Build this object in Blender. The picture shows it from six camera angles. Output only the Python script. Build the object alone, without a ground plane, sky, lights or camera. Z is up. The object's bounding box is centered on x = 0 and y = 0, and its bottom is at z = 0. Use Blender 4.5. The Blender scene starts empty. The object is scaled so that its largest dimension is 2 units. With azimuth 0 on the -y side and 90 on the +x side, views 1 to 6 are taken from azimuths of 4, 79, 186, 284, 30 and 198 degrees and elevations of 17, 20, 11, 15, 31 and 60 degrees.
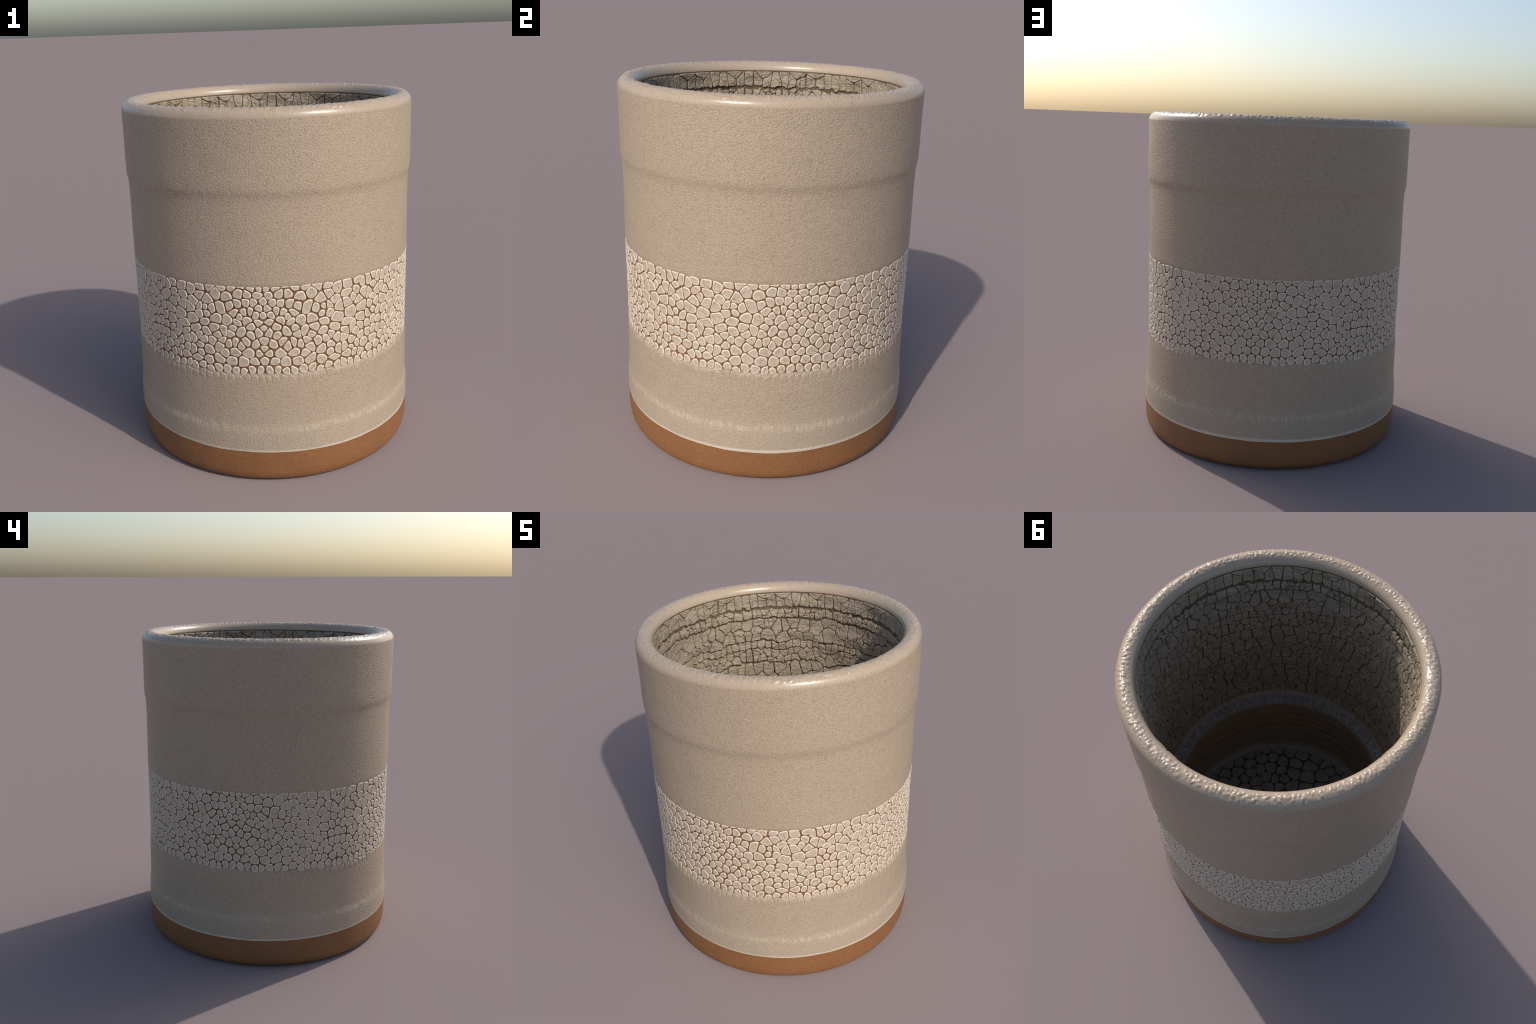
"""A tall straight-walled stoneware tumbler: bare terracotta foot, pebbled beige glaze, a band of
shrunken white crackle glaze, a lumpy glossy lip, and a crackled interior with an inner ledge."""
import bpy
import math
import numpy as np

rng = np.random.default_rng(11)
TAU = 2 * math.pi
COLUMNS = 1344

# ------------------------------------------------------------------ main sizes (metres)
BAND_TOP, BAND_BOTTOM = 1.1135, 0.632
BAND_GROUND, BAND_FACE = 0.8000, 0.8052
INNER_WALL = 0.7110          # radius of the clay behind the inner plates
INNER_TOP, INNER_LOW = 1.9360, 0.815
FLOOR_Z, FLOOR_R = 0.125, 0.692
LIP_R, LIP_Z, LIP_RAD = 0.7622, 1.9425, 0.0502


# ------------------------------------------------------------------ noise helpers
LATTICES = {}


def value_noise(u, v, nu, seed):
    """Smooth 2D value noise; u in 0..1 wraps round the pot with nu cells, v is in cells."""
    if (nu, seed) not in LATTICES:
        LATTICES[nu, seed] = np.random.default_rng(seed).uniform(-1, 1, (nu, 512))
    g = LATTICES[nu, seed]
    x = np.mod(np.asarray(u), 1.0) * nu
    y = np.mod(np.asarray(v) + 200.0, 500.0)
    x0 = np.floor(x).astype(int)
    y0 = np.floor(y).astype(int)
    fx, fy = x - x0, y - y0
    fx = fx * fx * fx * (fx * (fx * 6 - 15) + 10)
    fy = fy * fy * fy * (fy * (fy * 6 - 15) + 10)
    xa, xb = x0 % nu, (x0 + 1) % nu
    a = g[xa, y0] * (1 - fx) + g[xb, y0] * fx
    b = g[xa, y0 + 1] * (1 - fx) + g[xb, y0 + 1] * fx
    return a * (1 - fy) + b * fy


def smooth(x, a, b):
    t = np.clip((np.asarray(x, float) - a) / (b - a), 0, 1)
    return t * t * (3 - 2 * t)


def mirrored(theta, tile):
    """Fold an angle into one mirrored tile, so the pattern repeats like a reflected stamp."""
    m = np.mod(theta, 2 * tile)
    return np.where(m > tile, 2 * tile - m, m)


# ------------------------------------------------------------------ materials
def node_tree(name):
    m = bpy.data.materials.new(name)
    m.use_nodes = True
    t = m.node_tree
    return m, t, t.nodes["Principled BSDF"]


class Graph:
    def __init__(self, tree):
        self.t = tree
        self.coord = tree.nodes.new("ShaderNodeTexCoord").outputs["Object"]

    def add(self, kind, **props):
        n = self.t.nodes.new(kind)
        for k, v in props.items():
            setattr(n, k, v)
        return n

    def plug(self, sock, value):
        if hasattr(value, "node"):
            self.t.links.new(value, sock)
        else:
            sock.default_value = value

    def scaled(self, s):
        n = self.add("ShaderNodeMapping")
        self.t.links.new(self.coord, n.inputs["Vector"])
        n.inputs["Scale"].default_value = s
        return n.outputs["Vector"]

    def noise(self, scale, detail=3.0, rough=0.5, vec=None, distort=0.0):
        n = self.add("ShaderNodeTexNoise")
        self.plug(n.inputs["Vector"], vec or self.coord)
        n.inputs["Scale"].default_value = scale
        n.inputs["Detail"].default_value = detail
        n.inputs["Roughness"].default_value = rough
        n.inputs["Distortion"].default_value = distort
        return n.outputs["Fac"]

    def warped(self, scale, amount):
        n = self.add("ShaderNodeTexNoise")
        self.plug(n.inputs["Vector"], self.coord)
        n.inputs["Scale"].default_value = scale
        n.inputs["Detail"].default_value = 2.0
        s = self.add("ShaderNodeVectorMath", operation="SCALE")
        self.plug(s.inputs[0], n.outputs["Color"])
        s.inputs["Scale"].default_value = amount
        a = self.add("ShaderNodeVectorMath", operation="ADD")
        self.plug(a.inputs[0], self.coord)
        self.plug(a.inputs[1], s.outputs[0])
        return a.outputs[0]

    def cells(self, scale, feature="DISTANCE_TO_EDGE", vec=None):
        n = self.add("ShaderNodeTexVoronoi", feature=feature)
        self.plug(n.inputs["Vector"], vec or self.coord)
        n.inputs["Scale"].default_value = scale
        return n.outputs["Distance"]

    def ramp(self, fac, a, b, lo=0.0, hi=1.0):
        n = self.add("ShaderNodeMapRange", interpolation_type="SMOOTHSTEP")
        self.plug(n.inputs["Value"], fac)
        n.inputs["From Min"].default_value = a
        n.inputs["From Max"].default_value = b
        n.inputs["To Min"].default_value = lo
        n.inputs["To Max"].default_value = hi
        return n.outputs["Result"]

    def math(self, op, a, b=0.0):
        n = self.add("ShaderNodeMath", operation=op)
        self.plug(n.inputs[0], a)
        self.plug(n.inputs[1], b)
        return n.outputs[0]

    def mix(self, fac, a, b):
        n = self.add("ShaderNodeMix", data_type="RGBA")
        self.plug(n.inputs["Factor"], fac)
        self.plug(n.inputs["A"], a if hasattr(a, "node") else (*a, 1))
        self.plug(n.inputs["B"], b if hasattr(b, "node") else (*b, 1))
        return n.outputs["Result"]

    def z(self):
        n = self.add("ShaderNodeSeparateXYZ")
        self.t.links.new(self.coord, n.inputs[0])
        return n.outputs["Z"]

    def bump(self, height, distance, strength=1.0, normal=None):
        n = self.add("ShaderNodeBump")
        self.plug(n.inputs["Height"], height)
        n.inputs["Distance"].default_value = distance
        n.inputs["Strength"].default_value = strength
        if normal:
            self.plug(n.inputs["Normal"], normal)
        return n.outputs["Normal"]


GLAZE = (0.379, 0.294, 0.213)


def glaze_material(name, rough, streaks=False, grain=1.0, speck=0.73, crazed=1.0):
    m, t, bsdf = node_tree(name)
    g = Graph(t)
    pebble = g.ramp(g.cells(112, 'F1', vec=g.warped(90, 0.004)), 0.85, 0.10)
    fine = g.noise(260, 1.0, 0.5)
    craze = g.cells(30, vec=g.warped(55, 0.016))
    grain_edge = g.cells(112, vec=g.warped(90, 0.004))
    patch = g.ramp(g.noise(7.0, 3.0), 0.47, 0.66)
    line = g.math("MULTIPLY", g.ramp(craze, 0.0, 0.028, 1.0, 0.0), patch)
    seam = g.math("MULTIPLY", g.ramp(grain_edge, 0.0, 0.16, 1.0, 0.0), g.ramp(g.noise(46, 2.0), 0.25, 0.70))
    col = g.mix(pebble, [c * (1 - 0.13 * crazed) for c in GLAZE], [c * 1.07 for c in GLAZE])
    col = g.mix(g.ramp(fine, 0.35, 0.65, 0.0, 0.35), col, [c * 1.10 for c in GLAZE])
    col = g.mix(g.ramp(g.noise(4.0, 2.0), 0.35, 0.65, 0.0, 0.08), col, (0.355, 0.302, 0.212))
    col = g.mix(g.ramp(g.noise(2.6, 3.0), 0.50, 0.68, 0.0, 0.08), col, (0.390, 0.296, 0.222))
    col = g.mix(g.math("MULTIPLY", line, 0.42), col, (0.20, 0.145, 0.09))
    col = g.mix(g.math("MULTIPLY", seam, 0.44 * crazed), col, (0.195, 0.148, 0.098))
    col = g.mix(g.ramp(g.noise(120, 1.0), speck, speck + 0.05, 0.0, 0.6), col, (0.17, 0.125, 0.08))
    if streaks:
        z = g.z()
        wob = g.math("MULTIPLY", g.math("SUBTRACT", g.noise(7, 2.0), 0.5), 0.03)
        zz = g.math("ADD", z, wob)
        zone = g.math("MULTIPLY", g.ramp(zz, 0.298, 0.312), g.ramp(zz, 0.322, 0.350, 1.0, 0.0))
        runs = g.ramp(g.noise(1.0, 2.0, 0.55, vec=g.scaled((66, 66, 10))), 0.46, 0.62)
        col = g.mix(g.ramp(z, 0.50, 0.24, 0.0, 0.28), col, (0.395, 0.335, 0.258))
        where = g.ramp(g.noise(2.2, 1.0), 0.40, 0.64, 0.10, 1.0)
        s = g.math("MULTIPLY", g.math("MULTIPLY", zone, runs), where)
        col = g.mix(g.math("MULTIPLY", s, 0.42), col, (0.55, 0.455, 0.335))
        edge = g.ramp(g.math("ADD", z, g.math("MULTIPLY", wob, 0.35)), 0.190, 0.201, 0.75, 0.0)
        col = g.mix(edge, col, (0.60, 0.535, 0.44))
    g.plug(bsdf.inputs["Base Color"], col)
    h = g.math("ADD", pebble, g.math("MULTIPLY", fine, 0.30))
    h = g.math("SUBTRACT", h, g.math("ADD", g.math("MULTIPLY", line, 0.35), g.math("MULTIPLY", seam, 0.30)))
    g.plug(bsdf.inputs["Normal"], g.bump(h, 0.0012 * grain, 0.8))
    bsdf.inputs["Roughness"].default_value = rough
    return m


def terracotta_material():
    m, t, bsdf = node_tree("bare_terracotta")
    g = Graph(t)
    n = g.noise(150, 3.0, 0.65)
    col = g.mix(g.ramp(n, 0.30, 0.70), (0.160, 0.066, 0.021), (0.262, 0.114, 0.038))
    col = g.mix(g.ramp(g.noise(6, 3.0), 0.35, 0.65, 0.0, 0.4), col, (0.180, 0.073, 0.026))
    col = g.mix(g.ramp(g.noise(190, 1.0), 0.68, 0.74, 0.0, 0.5), col, (0.40, 0.20, 0.08))
    g.plug(bsdf.inputs["Base Color"], col)
    g.plug(bsdf.inputs["Normal"], g.bump(n, 0.003, 0.6))
    bsdf.inputs["Roughness"].default_value = 0.62
    return m


def ground_material(name, dark, light, rough=0.7):
    """The clay that shows down in the cracks between shrunken glaze."""
    m, t, bsdf = node_tree(name)
    g = Graph(t)
    n = g.noise(60, 3.0)
    g.plug(bsdf.inputs["Base Color"], g.mix(g.ramp(n, 0.32, 0.68), dark, light))
    g.plug(bsdf.inputs["Normal"], g.bump(n, 0.003, 0.5))
    bsdf.inputs["Roughness"].default_value = rough
    return m


def plate_material(name, low, high, line_colour, crack_scale, crack_width, crack_amount,
                   rough=0.5, grain=150, bump=0.003, wrinkle=False):
    m, t, bsdf = node_tree(name)
    g = Graph(t)
    n = g.noise(grain, 3.0, 0.6)
    cr = g.cells(crack_scale, vec=g.warped(crack_scale * 1.4, 0.6 / crack_scale))
    where = g.ramp(g.noise(crack_scale * 0.55, 2.0), 0.40, 0.56)
    line = g.math("MULTIPLY", g.ramp(cr, 0.0, crack_width, 1.0, 0.0), where)
    col = g.mix(g.ramp(n, 0.28, 0.72), low, high)
    col = g.mix(g.math("MULTIPLY", line, crack_amount), col, line_colour)
    h = g.math("SUBTRACT", n, g.math("MULTIPLY", line, 0.9))
    if wrinkle:
        w = g.noise(1.0, 3.0, 0.55, vec=g.scaled((22, 22, 75)), distort=0.6)
        col = g.mix(g.ramp(w, 0.40, 0.28, 0.0, 0.40), col, line_colour)
        h = g.math("ADD", g.math("MULTIPLY", w, 2.6), h)
    g.plug(bsdf.inputs["Base Color"], col)
    g.plug(bsdf.inputs["Normal"], g.bump(h, bump, 0.8))
    bsdf.inputs["Roughness"].default_value = rough
    return m


def ledge_material():
    """Pale glaze pooled on the inner ledge, with dark radial streaks."""
    m, t, bsdf = node_tree("ledge_glaze")
    g = Graph(t)
    sep = g.add("ShaderNodeSeparateXYZ")
    t.links.new(g.coord, sep.inputs[0])
    length = g.math("SQRT", g.math("ADD", g.math("MULTIPLY", sep.outputs["X"], sep.outputs["X"]),
                                   g.math("MULTIPLY", sep.outputs["Y"], sep.outputs["Y"])))
    norm = g.add("ShaderNodeVectorMath", operation="NORMALIZE")
    flatten = g.add("ShaderNodeVectorMath", operation="MULTIPLY")
    t.links.new(g.coord, flatten.inputs[0])
    flatten.inputs[1].default_value = (1, 1, 0)
    t.links.new(flatten.outputs[0], norm.inputs[0])
    vec = g.add("ShaderNodeVectorMath", operation="SCALE")
    t.links.new(norm.outputs[0], vec.inputs[0])
    vec.inputs["Scale"].default_value = 44.0
    comb = g.add("ShaderNodeCombineXYZ")
    g.plug(comb.inputs["Z"], g.math("MULTIPLY", length, 34.0))
    both = g.add("ShaderNodeVectorMath", operation="ADD")
    t.links.new(vec.outputs[0], both.inputs[0])
    t.links.new(comb.outputs[0], both.inputs[1])
    n = g.noise(1.0, 2.0, 0.5, vec=both.outputs[0])
    zone = g.math("MULTIPLY", g.ramp(length, 0.628, 0.634), g.ramp(length, 0.680, 0.690, 1.0, 0.0))
    streak = g.math("MULTIPLY", g.ramp(n, 0.50, 0.38), zone)
    col = g.mix(zone, (0.235, 0.195, 0.145), (0.205, 0.180, 0.150))
    col = g.mix(g.ramp(g.noise(90, 2.0), 0.35, 0.65, 0.0, 0.3), col, (0.26, 0.23, 0.195))
    col = g.mix(g.math("MULTIPLY", streak, 0.55), col, (0.13, 0.105, 0.08))
    g.plug(bsdf.inputs["Base Color"], col)
    g.plug(bsdf.inputs["Normal"], g.bump(g.math("SUBTRACT", 1.0, streak), 0.004, 0.8))
    bsdf.inputs["Roughness"].default_value = 0.45
    return m


MAT_TERRACOTTA = terracotta_material()
MAT_GLAZE = glaze_material("pebbled_beige_glaze", 0.42)
MAT_GLAZE_LOW = glaze_material("runny_beige_glaze", 0.42, streaks=True)
MAT_LIP = glaze_material("glossy_lip_glaze", 0.29, grain=0.12, speck=0.67, crazed=0.35)
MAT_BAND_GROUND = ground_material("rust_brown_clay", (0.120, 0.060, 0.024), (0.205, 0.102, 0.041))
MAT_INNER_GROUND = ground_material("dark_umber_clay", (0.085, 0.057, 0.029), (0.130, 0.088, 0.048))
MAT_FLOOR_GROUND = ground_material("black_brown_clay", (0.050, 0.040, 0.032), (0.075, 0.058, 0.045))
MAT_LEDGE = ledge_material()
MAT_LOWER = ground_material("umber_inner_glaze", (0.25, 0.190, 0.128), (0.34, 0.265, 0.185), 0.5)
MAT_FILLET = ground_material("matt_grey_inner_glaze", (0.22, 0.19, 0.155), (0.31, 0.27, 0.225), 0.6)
LINE = (0.27, 0.19, 0.12)
MAT_PLATE_SIDE = plate_material("plate_side", (0.25, 0.148, 0.074), (0.34, 0.212, 0.115), LINE, 40, 0.05, 0.2)
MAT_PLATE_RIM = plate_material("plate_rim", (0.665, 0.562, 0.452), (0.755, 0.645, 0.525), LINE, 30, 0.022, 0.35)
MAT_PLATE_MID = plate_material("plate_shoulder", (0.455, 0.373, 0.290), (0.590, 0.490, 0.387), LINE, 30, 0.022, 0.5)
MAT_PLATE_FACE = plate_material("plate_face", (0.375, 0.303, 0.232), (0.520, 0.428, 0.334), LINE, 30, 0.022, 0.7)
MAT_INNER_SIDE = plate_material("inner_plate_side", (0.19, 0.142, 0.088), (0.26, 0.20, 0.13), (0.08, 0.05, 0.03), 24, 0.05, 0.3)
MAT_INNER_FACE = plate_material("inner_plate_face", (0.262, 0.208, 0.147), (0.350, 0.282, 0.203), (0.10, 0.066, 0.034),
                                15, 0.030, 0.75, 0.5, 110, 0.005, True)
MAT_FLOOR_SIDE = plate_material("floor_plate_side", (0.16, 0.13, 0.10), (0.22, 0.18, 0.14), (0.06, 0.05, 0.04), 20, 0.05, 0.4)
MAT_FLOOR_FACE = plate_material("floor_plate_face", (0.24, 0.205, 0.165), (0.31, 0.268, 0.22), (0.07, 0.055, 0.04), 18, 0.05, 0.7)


# ------------------------------------------------------------------ object helpers
root = bpy.data.objects.new("ceramic_tumbler", None)
bpy.context.collection.objects.link(root)
root["label"] = "tall beige stoneware tumbler with white crackle band"
root["category"] = "ceramic cup"


def link(name, mesh, parent=root):
    ob = bpy.data.objects.new(name, mesh)
    bpy.context.collection.objects.link(ob)
    ob.parent = parent
    return ob


def mesh_from(name, verts, loops, starts, totals, mats, face_mat=None, normals=None):
    me = bpy.data.meshes.new(name)
    me.vertices.add(len(verts))
    me.vertices.foreach_set("co", np.asarray(verts, np.float32).ravel())
    me.loops.add(len(loops))
    me.loops.foreach_set("vertex_index", np.asarray(loops, np.int32))
    me.polygons.add(len(starts))
    me.polygons.foreach_set("loop_start", np.asarray(starts, np.int32))
    me.polygons.foreach_set("loop_total", np.asarray(totals, np.int32))
    for m in mats:
        me.materials.append(m)
    if face_mat is not None:
        me.polygons.foreach_set("material_index", np.asarray(face_mat, np.int32))
    me.update(calc_edges=True)
    me.validate()
    me.polygons.foreach_set("use_smooth", np.ones(len(me.polygons), bool))
    if normals is not None:
        me.normals_split_custom_set_from_vertices(normals)
    return me


# ------------------------------------------------------------------ the turned body
def curve(points, n):
    """Resample a (radius, z) polyline by arc length into n points, slightly smoothed."""
    p = np.array(points, float)
    d = np.r_[0, np.cumsum(np.hypot(*np.diff(p, axis=0).T))]
    u = np.linspace(0, d[-1], n)
    q = np.c_[np.interp(u, d, p[:, 0]), np.interp(u, d, p[:, 1])]
    for _ in range(2):
        q[1:-1] = 0.25 * q[:-2] + 0.5 * q[1:-1] + 0.25 * q[2:]
    return q


arc = np.radians(np.linspace(0, 180, 64))
lip = [(LIP_R + LIP_RAD * math.cos(a), LIP_Z + LIP_RAD * math.sin(a)) for a in arc]
SECTIONS = [
    ("foot", MAT_TERRACOTTA, curve([(0.02, 0.012), (0.700, 0.012), (0.722, 0.008), (0.735, 0.001), (0.745, 0.0), (0.7805, 0.0),
                                    (0.7960, 0.0045), (0.8088, 0.0157), (0.8170, 0.033), (0.8210, 0.057), (0.8225, 0.09),
                                    (0.8232, 0.13), (0.8226, 0.1815)], 84)),
    ("lower_glaze", MAT_GLAZE_LOW, curve([(0.8226, 0.1815), (0.8242, 0.1835), (0.8246, 0.188), (0.8242, 0.20), (0.8234, 0.26), (0.8224, 0.292),
                                          (0.8208, 0.308), (0.8166, 0.332), (0.8148, 0.352), (0.8138, 0.40),
                                          (0.8120, 0.48), (0.8106, 0.56), (0.8098, 0.588), (0.8072, 0.616), (0.8015, 0.6380)], 90)),
    ("crackle_band", MAT_BAND_GROUND, curve([(0.8015, 0.6380), (BAND_GROUND, 0.650), (BAND_GROUND - 0.0005, 0.85),
                                             (BAND_GROUND, 1.098), (0.8010, 1.1045)], 20)),
    ("upper_glaze", MAT_GLAZE, curve([(0.8010, 1.1045), (0.8030, 1.1085), (0.8052, 1.1130), (0.8061, 1.120), (0.8052, 1.20), (0.8042, 1.35),
                                      (0.8036, 1.47), (0.8040, 1.510), (0.8048, 1.545), (0.8064, 1.566), (0.8108, 1.584), (0.8130, 1.600),
                                      (0.8134, 1.64), (0.8126, 1.75), (0.8122, 1.86), (0.8122, LIP_Z)], 120)),
    ("lip", MAT_LIP, np.array(lip)),
    ("inner_wall", MAT_INNER_GROUND, curve([lip[-1], (0.7150, 1.938), (0.7170, 1.930), (0.7165, 1.88), (0.7130, 1.80), (0.7110, 1.55), (0.7085, 1.40), (0.7085, 1.08), (0.7105, 0.95),
                                            (0.7110, 0.820)], 40)),
    ("inner_ledge", MAT_LEDGE, curve([(0.7110, 0.820), (0.7030, 0.813), (0.6960, 0.803), (0.6900, 0.796), (0.6780, 0.789), (0.6550, 0.778),
                                      (0.6380, 0.769), (0.6300, 0.760), (0.6275, 0.748), (0.6300, 0.730)], 70)),
    ("lower_inner_wall", MAT_LOWER, curve([(0.6300, 0.730), (0.6370, 0.690), (0.6580, 0.590), (0.6760, 0.500), (0.6900, 0.400), (0.6985, 0.320),
                                           (0.7050, 0.220), (0.7060, 0.170)], 60)),
    ("floor", MAT_FILLET, curve([(0.7060, 0.170), (0.7030, 0.145), (0.6920, 0.130), (FLOOR_R, FLOOR_Z + 0.001), (0.66, FLOOR_Z - 0.004), (0.02, FLOOR_Z - 0.004)], 40)),
]
rows, spans, at = [], {}, 0
for name, mat, pts in SECTIONS:
    take = pts if at == 0 else pts[1:]
    start = at if at == 0 else at - 1
    rows.append(take)
    at += len(take)
    spans[name] = (start, at)
profile = np.vstack(rows)

theta = np.arange(COLUMNS) / COLUMNS * TAU
U = (theta / TAU)[None, :]
tang = np.gradient(profile, axis=0)
tang /= np.linalg.norm(tang, axis=1)[:, None]
nr, nz = tang[:, 1], -tang[:, 0]           # outward normal of the profile
s_len = np.r_[0, np.cumsum(np.hypot(*np.diff(profile, axis=0).T))]
S = s_len[:, None]
R, Z = profile[:, 0][:, None], profile[:, 1][:, None]
row = np.arange(len(profile))[:, None]


def only(name):
    a, b = spans[name]
    return ((row >= a) & (row < b)).astype(float)


# hand-thrown unevenness of the outer wall
outer = smooth(row, spans["foot"][0] + 20, spans["foot"][0] + 60) * (1 - smooth(row, spans["lip"][0], spans["lip"][0] + 10))
disp = outer * 0.0009 * (value_noise(U, S * 4, 7, 1) + 0.5 * value_noise(U, S * 14, 40, 2))
# runs of thick glaze over the swelling near the foot
run = np.exp(-((Z - 0.322) / 0.016) ** 2) * only("lower_glaze")
disp = disp + run * 0.0022 * np.clip(value_noise(U, S * 6, 150, 3) + 0.3 * value_noise(U, S * 9, 320, 4), -0.3, 1)
step = np.exp(-((Z - 1.580) / 0.014) ** 2) * only("upper_glaze")
disp = disp + step * 0.0008 * value_noise(U, S * 12, 230, 14)
# lumps along the top of the lip: crowded beads of glaze
top = smooth(nz + 0.12 * nr, 0.66, 0.90)[:, None] * only("lip")
lump = np.zeros((len(profile), COLUMNS))
la, lb = spans["lip"]
lip_theta = theta[None, :]
lip_s = s_len[la:lb][:, None] - s_len[(la + lb) // 2]
bead_list = []
for ring, count, off, size, tall in ((0, 230, 0.000, 0.0102, 0.0044), (1, 220, -0.019, 0.0094, 0.0036), (2, 210, 0.019, 0.0092, 0.0032),
                                     (3, 200, 0.000, 0.0060, 0.0030)):
    for k in range(count):
        if rng.random() < 0.10:
            continue
        bead_list.append(((k + rng.uniform(-0.32, 0.32)) / count * TAU, off + rng.normal(0, 0.006 if ring < 3 else 0.02),
                          size * rng.uniform(0.7, 1.2), size * rng.uniform(0.85, 1.6), tall * rng.uniform(0.35, 1.0)))
for c, o, wa, ws, h in bead_list:
    lo = int((c - 0.055) / TAU * COLUMNS)
    idx = np.arange(lo, lo + int(0.11 / TAU * COLUMNS)) % COLUMNS
    da = (np.mod(theta[idx] - c + math.pi, TAU) - math.pi)[None, :] * LIP_R
    skew = rng.uniform(-0.5, 0.5)
    e = ((da + skew * (lip_s - o)) / wa) ** 2 + ((lip_s - o) / ws) ** 2
    bead = h * np.clip(1 - e * 0.6, 0, 1) ** 1.5
    sub = lump[la:lb]
    sub[:, idx] = np.maximum(sub[:, idx], bead)
lump += 0.0008 * value_noise(U, S * 70, 380, 5)
lump -= 0.0028 * np.clip(value_noise(U, S * 45, 260, 7) - 0.35, 0, 1)
disp = disp + top * lump
# the inner side of the lip dips into a crack at its foot
# radial streaks on the inner ledge
flat = smooth(nz, 0.55, 0.9)[:, None] * only("inner_ledge")
disp = disp + flat * 0.0030 * (value_noise(U, S * 10, 230, 8) + 0.6 * value_noise(U, S * 22, 430, 9))
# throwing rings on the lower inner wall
disp = disp + only("lower_inner_wall") * (0.0022 * np.sin(Z * 60 + 1.5 * value_noise(U, S * 4, 5, 10)) * smooth(Z, 0.18, 0.30) * (1 - smooth(Z, 0.66, 0.72)) + 0.0016 * value_noise(U, S * 30, 8, 11))

rr = R + disp * nr[:, None]
zz = Z + disp * nz[:, None]
zz = zz - np.zeros_like(rr)
# the glaze line above the foot wanders a little
line = np.exp(-((Z - 0.183) / 0.022) ** 2) * (row > spans["foot"][0] + 30)
zz = zz + line * (0.0035 * value_noise(U, S * 0 + 3, 9, 12) + 0.0012 * value_noise(U, S * 0 + 3, 60, 13))
zz[la:lb] = np.minimum(zz[la:lb], 2.0)

X = rr * np.sin(theta)[None, :]
Y = -rr * np.cos(theta)[None, :]
P = np.stack([X, Y, np.broadcast_to(zz, X.shape)], axis=-1)
d_row = np.gradient(P, axis=0)
d_col = np.roll(P, -1, axis=1) - np.roll(P, 1, axis=1)
N = np.cross(d_col, d_row)
N /= np.linalg.norm(N, axis=-1, keepdims=True) + 1e-12


def body_part(name, mat):
    a, b = spans[name]
    n = b - a
    v = P[a:b].reshape(-1, 3)
    nn = N[a:b].reshape(-1, 3)
    i = np.arange(n - 1)[:, None] * COLUMNS
    j = np.arange(COLUMNS)[None, :]
    j2 = (j + 1) % COLUMNS
    q = np.stack([i + j, i + j2, i + j2 + COLUMNS, i + j + COLUMNS], axis=-1).reshape(-1, 4)
    loops, starts = q.ravel(), np.arange(len(q)) * 4
    totals = np.full(len(q), 4)
    cap = None
    if name == "foot":
        cap = np.arange(COLUMNS)[::-1]
    if name == "floor":
        cap = (n - 1) * COLUMNS + np.arange(COLUMNS)
    if cap is not None:
        starts = np.r_[starts, len(loops)]
        totals = np.r_[totals, COLUMNS]
        loops = np.r_[loops, cap]
    ob = link(name, mesh_from(name, v, loops, starts, totals, [mat], normals=nn.astype(np.float32)))
    return ob


parts = {name: body_part(name, mat) for name, mat, _ in SECTIONS}


# ------------------------------------------------------------------ shrunken plates (Voronoi cells)
def clip(poly, nx, ny, c):
    """Keep the part of a convex polygon where nx*x + ny*y <= c."""
    out = []
    k = len(poly)
    for i in range(k):
        ax, ay = poly[i]
        bx, by = poly[(i + 1) % k]
        da, db = nx * ax + ny * ay - c, nx * bx + ny * by - c
        if da <= 0:
            out.append((ax, ay))
        if (da <= 0) != (db <= 0):
            f = da / (da - db)
            out.append((ax + f * (bx - ax), ay + f * (by - ay)))
    return out


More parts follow.
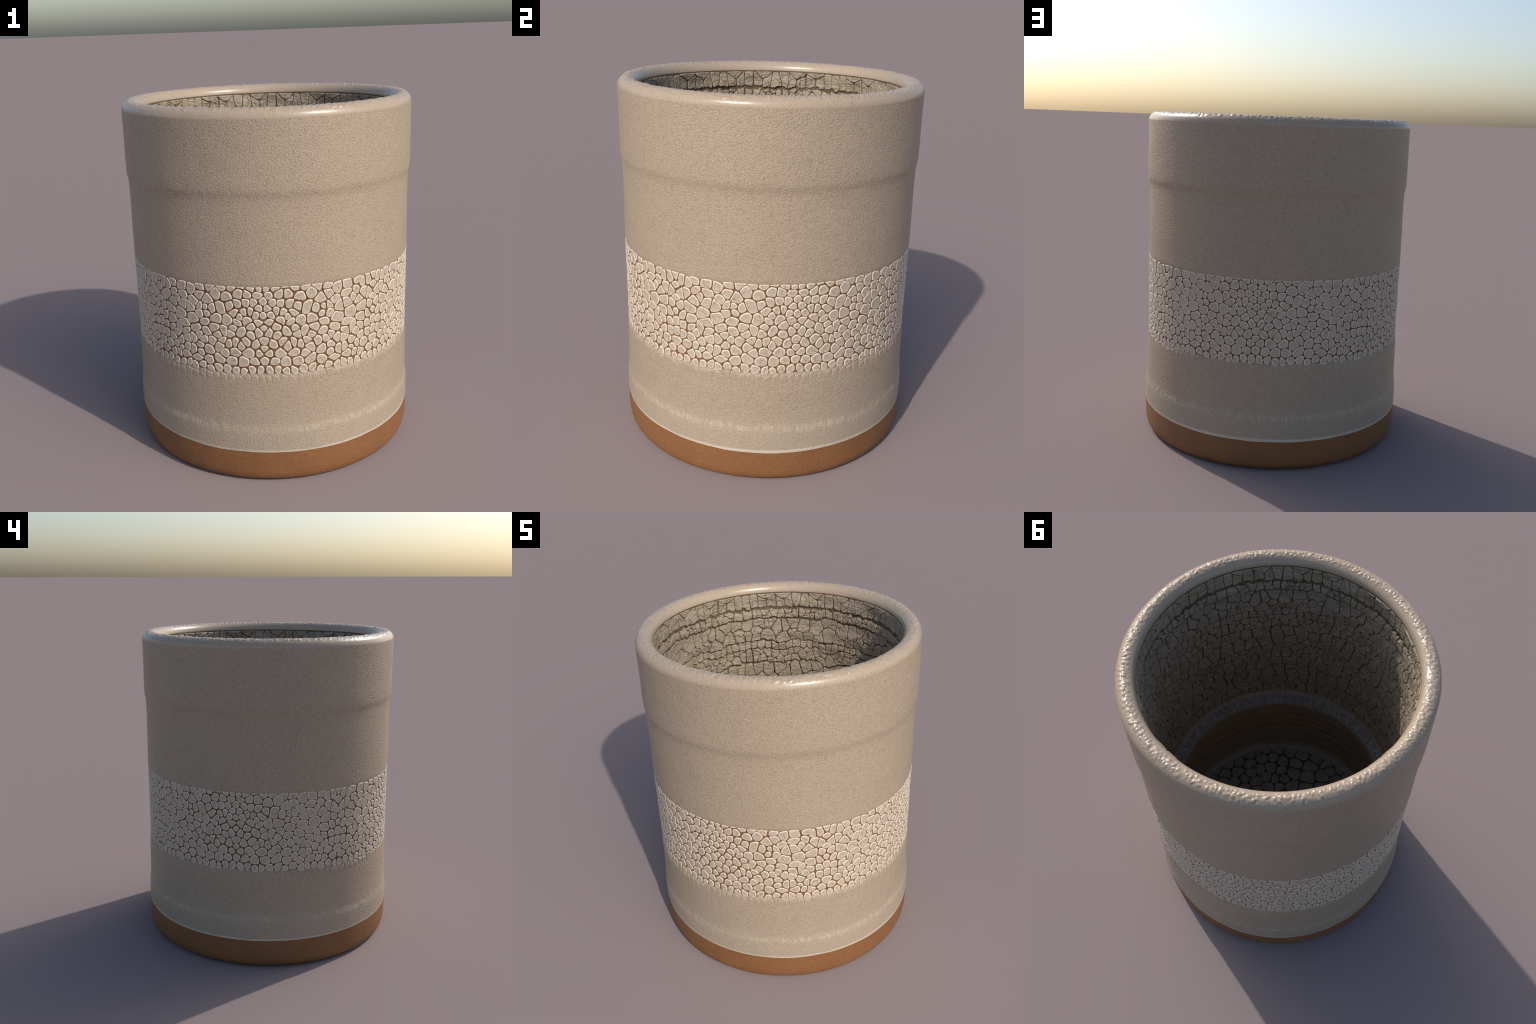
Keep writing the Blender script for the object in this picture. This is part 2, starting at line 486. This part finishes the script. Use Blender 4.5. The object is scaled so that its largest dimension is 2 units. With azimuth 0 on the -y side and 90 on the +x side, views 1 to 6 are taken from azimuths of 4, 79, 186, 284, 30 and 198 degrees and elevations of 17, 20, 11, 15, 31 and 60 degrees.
def voronoi_plates(seeds, keys, period, reach, gap_of, limits=None, group=None):
    """Shrunken Voronoi cells of 2D seeds; x wraps with the given period (0 = no wrap)."""
    seeds = np.asarray(seeds, float)
    ids = np.arange(len(seeds))
    if period:
        left, right = seeds[:, 0] > period - reach, seeds[:, 0] < reach
        allp = np.vstack([seeds, seeds[left] - [period, 0], seeds[right] + [period, 0]])
        alli = np.r_[ids, ids[left], ids[right]]
    else:
        allp, alli = seeds, ids
    order = np.argsort(allp[:, 0])
    allp, alli = allp[order], alli[order]
    out = []
    for i, (x, y) in enumerate(seeds):
        a, b = np.searchsorted(allp[:, 0], [x - reach, x + reach])
        d = allp[a:b] - (x, y)
        dist = np.hypot(d[:, 0], d[:, 1])
        near = np.argsort(dist)
        h = reach * 0.55
        poly = [(-h, -h), (h, -h), (h, h), (-h, h)]
        for k in near:
            L = dist[k]
            if L < 1e-9 or L > reach:
                continue
            far = max(px * px + py * py for px, py in poly)
            if L * 0.5 - 0.02 > math.sqrt(far):
                break
            j = alli[a + k]
            if group is not None and group[i] != group[j]:
                continue
            gap = gap_of(keys[i], keys[j], x + d[k, 0] / 2, y + d[k, 1] / 2)
            poly = clip(poly, d[k, 0] / L, d[k, 1] / L, L / 2 - gap / 2)
            if len(poly) < 3:
                break
        if limits and len(poly) >= 3:
            lo, hi = limits(i)
            poly = clip(poly, 0, 1, hi - y)
            if len(poly) >= 3:
                poly = clip(poly, 0, -1, y - lo)
        if len(poly) >= 3:
            q = np.array(poly)
            area = 0.5 * abs(np.dot(q[:, 0], np.roll(q[:, 1], -1)) - np.dot(q[:, 1], np.roll(q[:, 0], -1)))
            if area > 8e-5:
                out.append((i, q + (x, y), area))
    return out


def rounded(poly, n, cut):
    """Round the corners of a polygon (by at most `cut` along each edge), then resample it to n points."""
    for limit, most in ((cut, 0.36), (1.0, 0.25), (1.0, 0.25)):
        nxt = np.roll(poly, -1, axis=0)
        length = np.hypot(*(nxt - poly).T) + 1e-9
        f = np.minimum(most, limit / length)[:, None]
        poly = np.stack([poly * (1 - f) + nxt * f, poly * f + nxt * (1 - f)], axis=1).reshape(-1, 2)
    closed = np.vstack([poly, poly[:1]])
    d = np.r_[0, np.cumsum(np.hypot(*np.diff(closed, axis=0).T))]
    u = np.arange(n) / n * d[-1]
    return np.c_[np.interp(u, d, closed[:, 0]), np.interp(u, d, closed[:, 1])]


def plate_mesh(name, outline, rings, place, mats):
    """A thick plate: rings of (inset in metres, height, material of the strip below it)."""
    n = len(outline)
    c = outline.mean(axis=0)
    mean_r = np.hypot(*(outline - c).T).mean()
    verts = []
    for inset, height, _ in rings:
        k = max(0.12, 1 - inset / mean_r)
        p = c + (outline - c) * k
        verts.append(place(p, np.full(n, height)))
    verts.append(place(c[None, :], np.array([rings[-1][1]])))
    v = np.vstack(verts)
    j = np.arange(n)
    j2 = (j + 1) % n
    loops, fm = [], []
    for r in range(len(rings) - 1):
        q = np.stack([r * n + j, r * n + j2, (r + 1) * n + j2, (r + 1) * n + j], axis=-1)
        loops.append(q.ravel())
        fm += [rings[r + 1][2]] * n
    quads = (len(rings) - 1) * n
    tri = np.stack([(len(rings) - 1) * n + j, (len(rings) - 1) * n + j2, np.full(n, len(rings) * n)], axis=-1)
    loops.append(tri.ravel())
    fm += [rings[-1][2]] * n
    starts = np.r_[np.arange(quads) * 4, quads * 4 + np.arange(n) * 3]
    totals = np.r_[np.full(quads, 4), np.full(n, 3)]
    return v, np.concatenate(loops), starts, totals, fm, mats


def emit(kind, plates, parent, named_most, rest_name):
    """The largest plates become named objects, the remainder one joined part."""
    plates.sort(key=lambda t: -t[0])
    for area, data in plates[:named_most]:
        v, l, s, t, f, mats = data
        link(kind, mesh_from(kind, v, l, s, t, mats, f), parent)
    rest = plates[named_most:]
    if rest:
        V, L, S_, T, F = [], [], [], [], []
        nv = nl = 0
        for _, (v, l, s, t, f, mats) in rest:
            V.append(v)
            L.append(l + nv)
            S_.append(s + nl)
            T.append(t)
            F += f
            nv += len(v)
            nl += len(l)
        ob = link(rest_name, mesh_from(rest_name, np.vstack(V), np.concatenate(L), np.concatenate(S_),
                                       np.concatenate(T), rest[0][1][5], F), parent)
        ob["kind"] = "stuff"


def pair_random(a, b, salt):
    lo, hi = (a, b) if a < b else (b, a)
    x = math.sin(lo * 12.9898 + hi * 78.233 + salt * 37.719) * 43758.5453
    return x - math.floor(x)


def scatter(width, low, high, spacing_of, start, tries, edge_keep=0.0):
    """Dart throwing with uneven spacing."""
    pts = [tuple(p) for p in start]
    rad = [spacing_of(p[0], p[1], 0.4) for p in pts]
    for _ in range(tries):
        x, y = rng.uniform(edge_keep, width - edge_keep), rng.uniform(low, high)
        r = spacing_of(x, y, rng.random())
        if all((x - px) ** 2 + (y - py) ** 2 > (0.5 * (r + q)) ** 2 for (px, py), q in zip(pts, rad)):
            pts.append((x, y))
            rad.append(r)
    return pts


def unfold(tile_pts, width, copies):
    """Reflect a tile of points round the pot; points on the mirror line are not doubled."""
    out, keys = [], []
    for k in range(copies):
        for i, (x, y) in enumerate(tile_pts):
            if (x < 1e-6 or x > width - 1e-6) and k % 2 == 1:
                continue                      # on a mirror line: shared with the neighbour tile
            xx = k * width + (x if k % 2 == 0 else width - x)
            out.append((xx, y))
            keys.append(i)
    return out, keys


# ---- white crackle band: a stamp 45 degrees wide, reflected eight times round the pot
TILE = TAU / 8
W = TILE * BAND_FACE
motif = [(0.000, 1.036), (0.000, 0.955), (0.000, 0.892), (0.000, 0.818), (0.000, 0.774), (0.000, 0.716),
         (0.029, 1.067), (0.045, 1.029), (0.021, 1.000), (0.037, 0.966), (0.022, 0.922), (0.062, 0.897), (0.025, 0.868),
         (0.043, 0.800), (0.023, 0.751), (0.077, 0.751), (0.051, 0.705), (0.069, 0.982),
         (0.096, 0.975), (0.087, 1.029), (0.080, 1.070), (0.020, 1.105), (0.055, 1.108)]


def band_spacing(x, y, q):
    return 0.026 + 0.041 * q ** 1.1


edge_line = [(W, z) for z in (0.672, 0.735, 0.790, 0.848, 0.905, 0.972, 1.040, 1.100)]
tile = scatter(W, 0.585, 1.16, band_spacing, motif + edge_line, 2600, 0.010)
row_end = [(x + rng.uniform(-0.008, 0.008), 0.652 + rng.uniform(-0.016, 0.012)) for x in np.arange(0.022, W - 0.012, 0.0455)]
row_low = [(x + rng.uniform(0, 0.012), 0.606 + rng.uniform(-0.008, 0.008)) for x in np.arange(0.004, W - 0.012, W / 15)]
row_foot = [(x, 0.560) for x in np.arange(W / 30, W, W / 15)]
tile = [p for p in tile if p[1] > 0.676 or p in motif] + row_end + row_low + row_foot
seeds, keys = unfold(tile, W, 8)


def band_gap(a, b, x, y):
    q = pair_random(a, b, 1)
    az = x / BAND_FACE
    swell = 0.80 + 0.30 * math.cos(az + 0.15) + 0.20 * math.cos(3 * az - 0.6) + 0.25 * math.cos(11 * az + 40 * y)
    seam = math.exp(-((math.degrees(az) - 297) / 9) ** 2)
    if y < 0.617:
        return 0.0010 + 0.0016 * q
    if y < 0.642:
        return 0.0035 + 0.0040 * q
    if q < 0.27:
        return 0.0007 + 0.0010 * q
    return (0.0024 + 0.0050 * (q - 0.27) ** 1.3) * max(0.45, swell) * (1 - 0.75 * seam) + 0.0005


def on_wall(base):
    def place(p, h):
        a = p[:, 0] / BAND_FACE
        r = base(p[:, 1]) + h
        return np.c_[r * np.sin(a), -r * np.cos(a), p[:, 1]]
    return place


def band_base(z):
    return np.interp(z, [0.55, 0.585, 0.60, 0.625, 0.66, 1.0, 1.12], [0.8066, 0.8080, 0.8082, 0.8066, 0.8049, BAND_FACE - 0.0004, 0.8056])


def band_limits(i):
    return (0.5, BAND_TOP)


plates, beads = [], []
place_band = on_wall(band_base)
period = W * 8
for i, poly, area in voronoi_plates(seeds, keys, period, 0.19, band_gap, band_limits):
    cz = seeds[i][1]
    if cz < 0.58 or poly[:, 1].min() > BAND_TOP - 0.004:
        continue
    o = rounded(poly, 34, 0.0070 if cz > 0.67 or cz < 0.63 else 0.013)
    o = o + 0.0030 * np.c_[value_noise(o[:, 0] / period, o[:, 1] * 32, 160, 21), value_noise(o[:, 0] / period, o[:, 1] * 32, 160, 22)]
    o = o + 0.0014 * np.c_[value_noise(o[:, 0] / period, o[:, 1] * 70, 350, 23), value_noise(o[:, 0] / period, o[:, 1] * 70, 350, 24)]
    o[:, 1] = np.minimum(o[:, 1], BAND_TOP)
    hgt = rng.uniform(-0.0006, 0.0009)
    if cz > 0.628:
        tuck = 0.0
        rings = [(0.0, -0.0060, 0), (0.0, -0.0030, 0), (0.0010, hgt - 0.0011, 0), (0.0026, hgt + 0.0004, 1),
                 (0.0050, hgt + 0.0011, 1), (0.0088, hgt + 0.0008, 2), (0.0150, hgt + 0.0003, 3)]
        plates.append((area, plate_mesh("crackle_plate", o, rings, place_band, [MAT_PLATE_SIDE, MAT_PLATE_RIM, MAT_PLATE_MID, MAT_PLATE_FACE])))
    else:
        rings = [(0.0, -0.0050, 0), (0.0, -0.0020, 0), (0.0016, 0.0004, 0), (0.0050, 0.0016, 0), (0.0120, 0.0016, 0)]
        beads.append((area, plate_mesh("glaze_bead", o, rings, place_band, [MAT_GLAZE_LOW])))
emit("crackle_plate", plates, parts["crackle_band"], 300, "small_crackle_plates")
emit("glaze_bead", beads, parts["lower_glaze"], 0, "glaze_beads")

# ---- crackled inner wall: courses of plates with ragged lower edges
INNER_FACE = 0.7030
IT = TAU / 8
IW = IT * INNER_FACE
IPER = IW * 8
COURSES = [INNER_LOW + 0.004, 0.99, 1.165, 1.30, 1.455, 1.550, 1.610, 1.770, 1.836, INNER_TOP]
CUTS = (0.0008, 0.0026, 0.0018, 0.0042, 0.0042, 0.0030, 0.0036, 0.0046, 0.0086, 0.0004)
TILTS = (0.0035, 0.0040, 0.0035, 0.0065, 0.0040, 0.0060, 0.0055, 0.0050, 0.0070)
SIZES = ((0.034, 0.080), (0.032, 0.080), (0.030, 0.070), (0.034, 0.085), (0.030, 0.066), (0.044, 0.060), (0.038, 0.090),
         (0.030, 0.060), (0.030, 0.066))
SINGLE_ROW = {5: 0.047, 8: 0.056}


def course_of(y):
    return int(np.clip(np.searchsorted(COURSES, y) - 1, 0, len(COURSES) - 2))


tile = []
for k in range(len(COURSES) - 1):
    lo, hi = COURSES[k], COURSES[k + 1]
    mid, tall = 0.5 * (lo + hi), hi - lo
    if k in SINGLE_ROW:
        n = round(IW / SINGLE_ROW[k])
        tile += [(min(IW, max(0.0, (q + (0 if q in (0, n) else rng.uniform(-0.22, 0.22))) * IW / n)), mid - 0.06 * tall + rng.uniform(-0.08, 0.08) * tall)
                 for q in range(n + 1)]
        if k == 8:      # broken bits along the groove under the lip
            tile += [((q + rng.uniform(0.3, 0.7)) * IW / n, hi - rng.uniform(0.006, 0.022)) for q in range(n) if rng.random() < 0.45]
        continue
    small, large = SIZES[k]
    ends = [(x, mid + d * tall) for x in (0.0, IW) for d in ((-0.2, 0.22) if tall > 0.12 else (0.0,))]
    tile += scatter(IW, lo + 0.16 * tall, hi - 0.16 * tall, lambda x, y, q: small + (large - small) * q, ends, 700, 0.014)
seeds, keys = unfold(tile, IW, 8)


def inner_gap(a, b, x, y):
    q = pair_random(a, b, 2)
    if q < 0.50:
        return 0.0007 + 0.0012 * q
    return 0.0022 + 0.0062 * (q - 0.50) ** 1.2


def inner_limits(i):
    k = course_of(seeds[i][1])
    return (COURSES[k] + CUTS[k], COURSES[k + 1] - CUTS[k + 1])


def warp_inner(p):
    """Ragged, wandering courses: the same warp for every plate so that neighbours keep fitting."""
    fold = mirrored(p[:, 0] / INNER_FACE, IT) / TAU
    body = smooth(p[:, 1], INNER_LOW + 0.02, INNER_LOW + 0.1) * (1 - smooth(p[:, 1], INNER_TOP - 0.05, INNER_TOP - 0.005))
    u = p[:, 0] / IPER
    near_top = smooth(p[:, 1], 1.72, 1.80)
    dz = (0.026 - 0.021 * near_top) * value_noise(fold, p[:, 1] * 4, 40, 31) + 0.0085 * value_noise(u, p[:, 1] * 16, 170, 32) + 0.0048 * value_noise(u, p[:, 1] * 40, 420, 33)
    dx = 0.006 * value_noise(fold, p[:, 1] * 14, 70, 34) + 0.0022 * value_noise(u, p[:, 1] * 45, 400, 35)
    return np.c_[p[:, 0] + dx * body, p[:, 1] + dz * body]


def place_inner_factory(tilt, mid, span, lift):
    def place(p, h):
        w = warp_inner(p)
        a = w[:, 0] / INNER_FACE
        u = p[:, 0] / IPER
        out = lift + tilt * (mid - p[:, 1]) / span
        out = out + 0.0022 * value_noise(u, p[:, 1] * 30, 60, 36) + 0.0012 * value_noise(u, p[:, 1] * 75, 130, 37)
        ridge = value_noise(mirrored(w[:, 0] / INNER_FACE, IT) / TAU, w[:, 1] * 15, 24, 38)
        out = np.maximum(out + 0.0062 * ridge + 0.0018, -0.0045)
        out = out - 0.0040 * smooth(w[:, 1], 1.80, 1.86)
        out = out + 0.0022 * smooth(w[:, 1], 0.95, 1.10) * (1 - smooth(w[:, 1], 1.40, 1.52)) - 0.0020 * smooth(w[:, 1], 1.54, 1.62)
        r = INNER_FACE - np.where(h < -0.008, h, h + out)
        return np.c_[r * np.sin(a), -r * np.cos(a), w[:, 1]]
    return place


plates = []
for i, poly, area in voronoi_plates(seeds, keys, IPER, 0.30, inner_gap, inner_limits, [course_of(y) for _, y in seeds]):
    k = course_of(seeds[i][1])
    o = rounded(poly, 42, 0.0042)[::-1]
    span = COURSES[k + 1] - COURSES[k]
    tilt = TILTS[k]
    place = place_inner_factory(tilt * rng.uniform(0.5, 1.3), 0.5 * (COURSES[k] + COURSES[k + 1]), span, rng.uniform(-0.0012, 0.0016))
    rings = [(0.0, -0.0110, 0), (0.0, -0.0040, 0), (0.0012, -0.0010, 0), (0.0034, 0.0008, 1), (0.0080, 0.0015, 1), (0.0170, 0.0010, 1), (0.0300, 0.0006, 1)]
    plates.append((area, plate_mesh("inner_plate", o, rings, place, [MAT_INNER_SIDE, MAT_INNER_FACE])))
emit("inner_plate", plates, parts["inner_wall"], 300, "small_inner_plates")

# ---- crackled floor inside
pts = []
spots = []
for _ in range(9000):
    a, r0 = rng.uniform(0, TAU), math.sqrt(rng.random()) * (FLOOR_R - 0.02)
    x, y = r0 * math.cos(a), r0 * math.sin(a)
    q = 0.048 + 0.050 * rng.random()
    if all((x - px) ** 2 + (y - py) ** 2 > (0.5 * (q + s)) ** 2 for px, py, s in spots):
        spots.append((x, y, q))
pts = [(x, y) for x, y, _ in spots]
inside = len(pts)
pts += [((FLOOR_R + 0.014) * math.cos(a), (FLOOR_R + 0.014) * math.sin(a)) for a in np.linspace(0, TAU, 90, endpoint=False)]


def floor_gap(a, b, x, y):
    q = pair_random(a, b, 3)
    return 0.0014 if q < 0.32 else 0.004 + 0.009 * (q - 0.32)


def place_floor(p, h):
    return np.c_[p[:, 0], p[:, 1], FLOOR_Z + h]


plates = []
for i, poly, area in voronoi_plates(pts, list(range(len(pts))), 0, 0.30, floor_gap):
    if i >= inside:
        continue
    o = rounded(poly, 36, 0.014)
    rings = [(0.0, -0.0060, 0), (0.0, -0.0015, 0), (0.0022, 0.0005, 0), (0.006, 0.0018, 1), (0.013, 0.0016, 1), (0.024, 0.0012, 1)]
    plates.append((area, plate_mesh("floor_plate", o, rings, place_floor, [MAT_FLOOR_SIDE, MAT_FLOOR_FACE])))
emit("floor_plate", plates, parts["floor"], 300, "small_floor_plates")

# dark clay under the floor plates
a = np.arange(128) / 128 * TAU
disc_r = FLOOR_R - 0.004
v = np.c_[disc_r * np.sin(a), -disc_r * np.cos(a), np.full(128, FLOOR_Z - 0.0028)]
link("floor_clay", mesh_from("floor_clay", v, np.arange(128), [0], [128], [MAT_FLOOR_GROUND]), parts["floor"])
print("triangles about", sum(len(o.data.loops) - 2 * len(o.data.polygons) for o in bpy.data.objects if o.type == "MESH"))
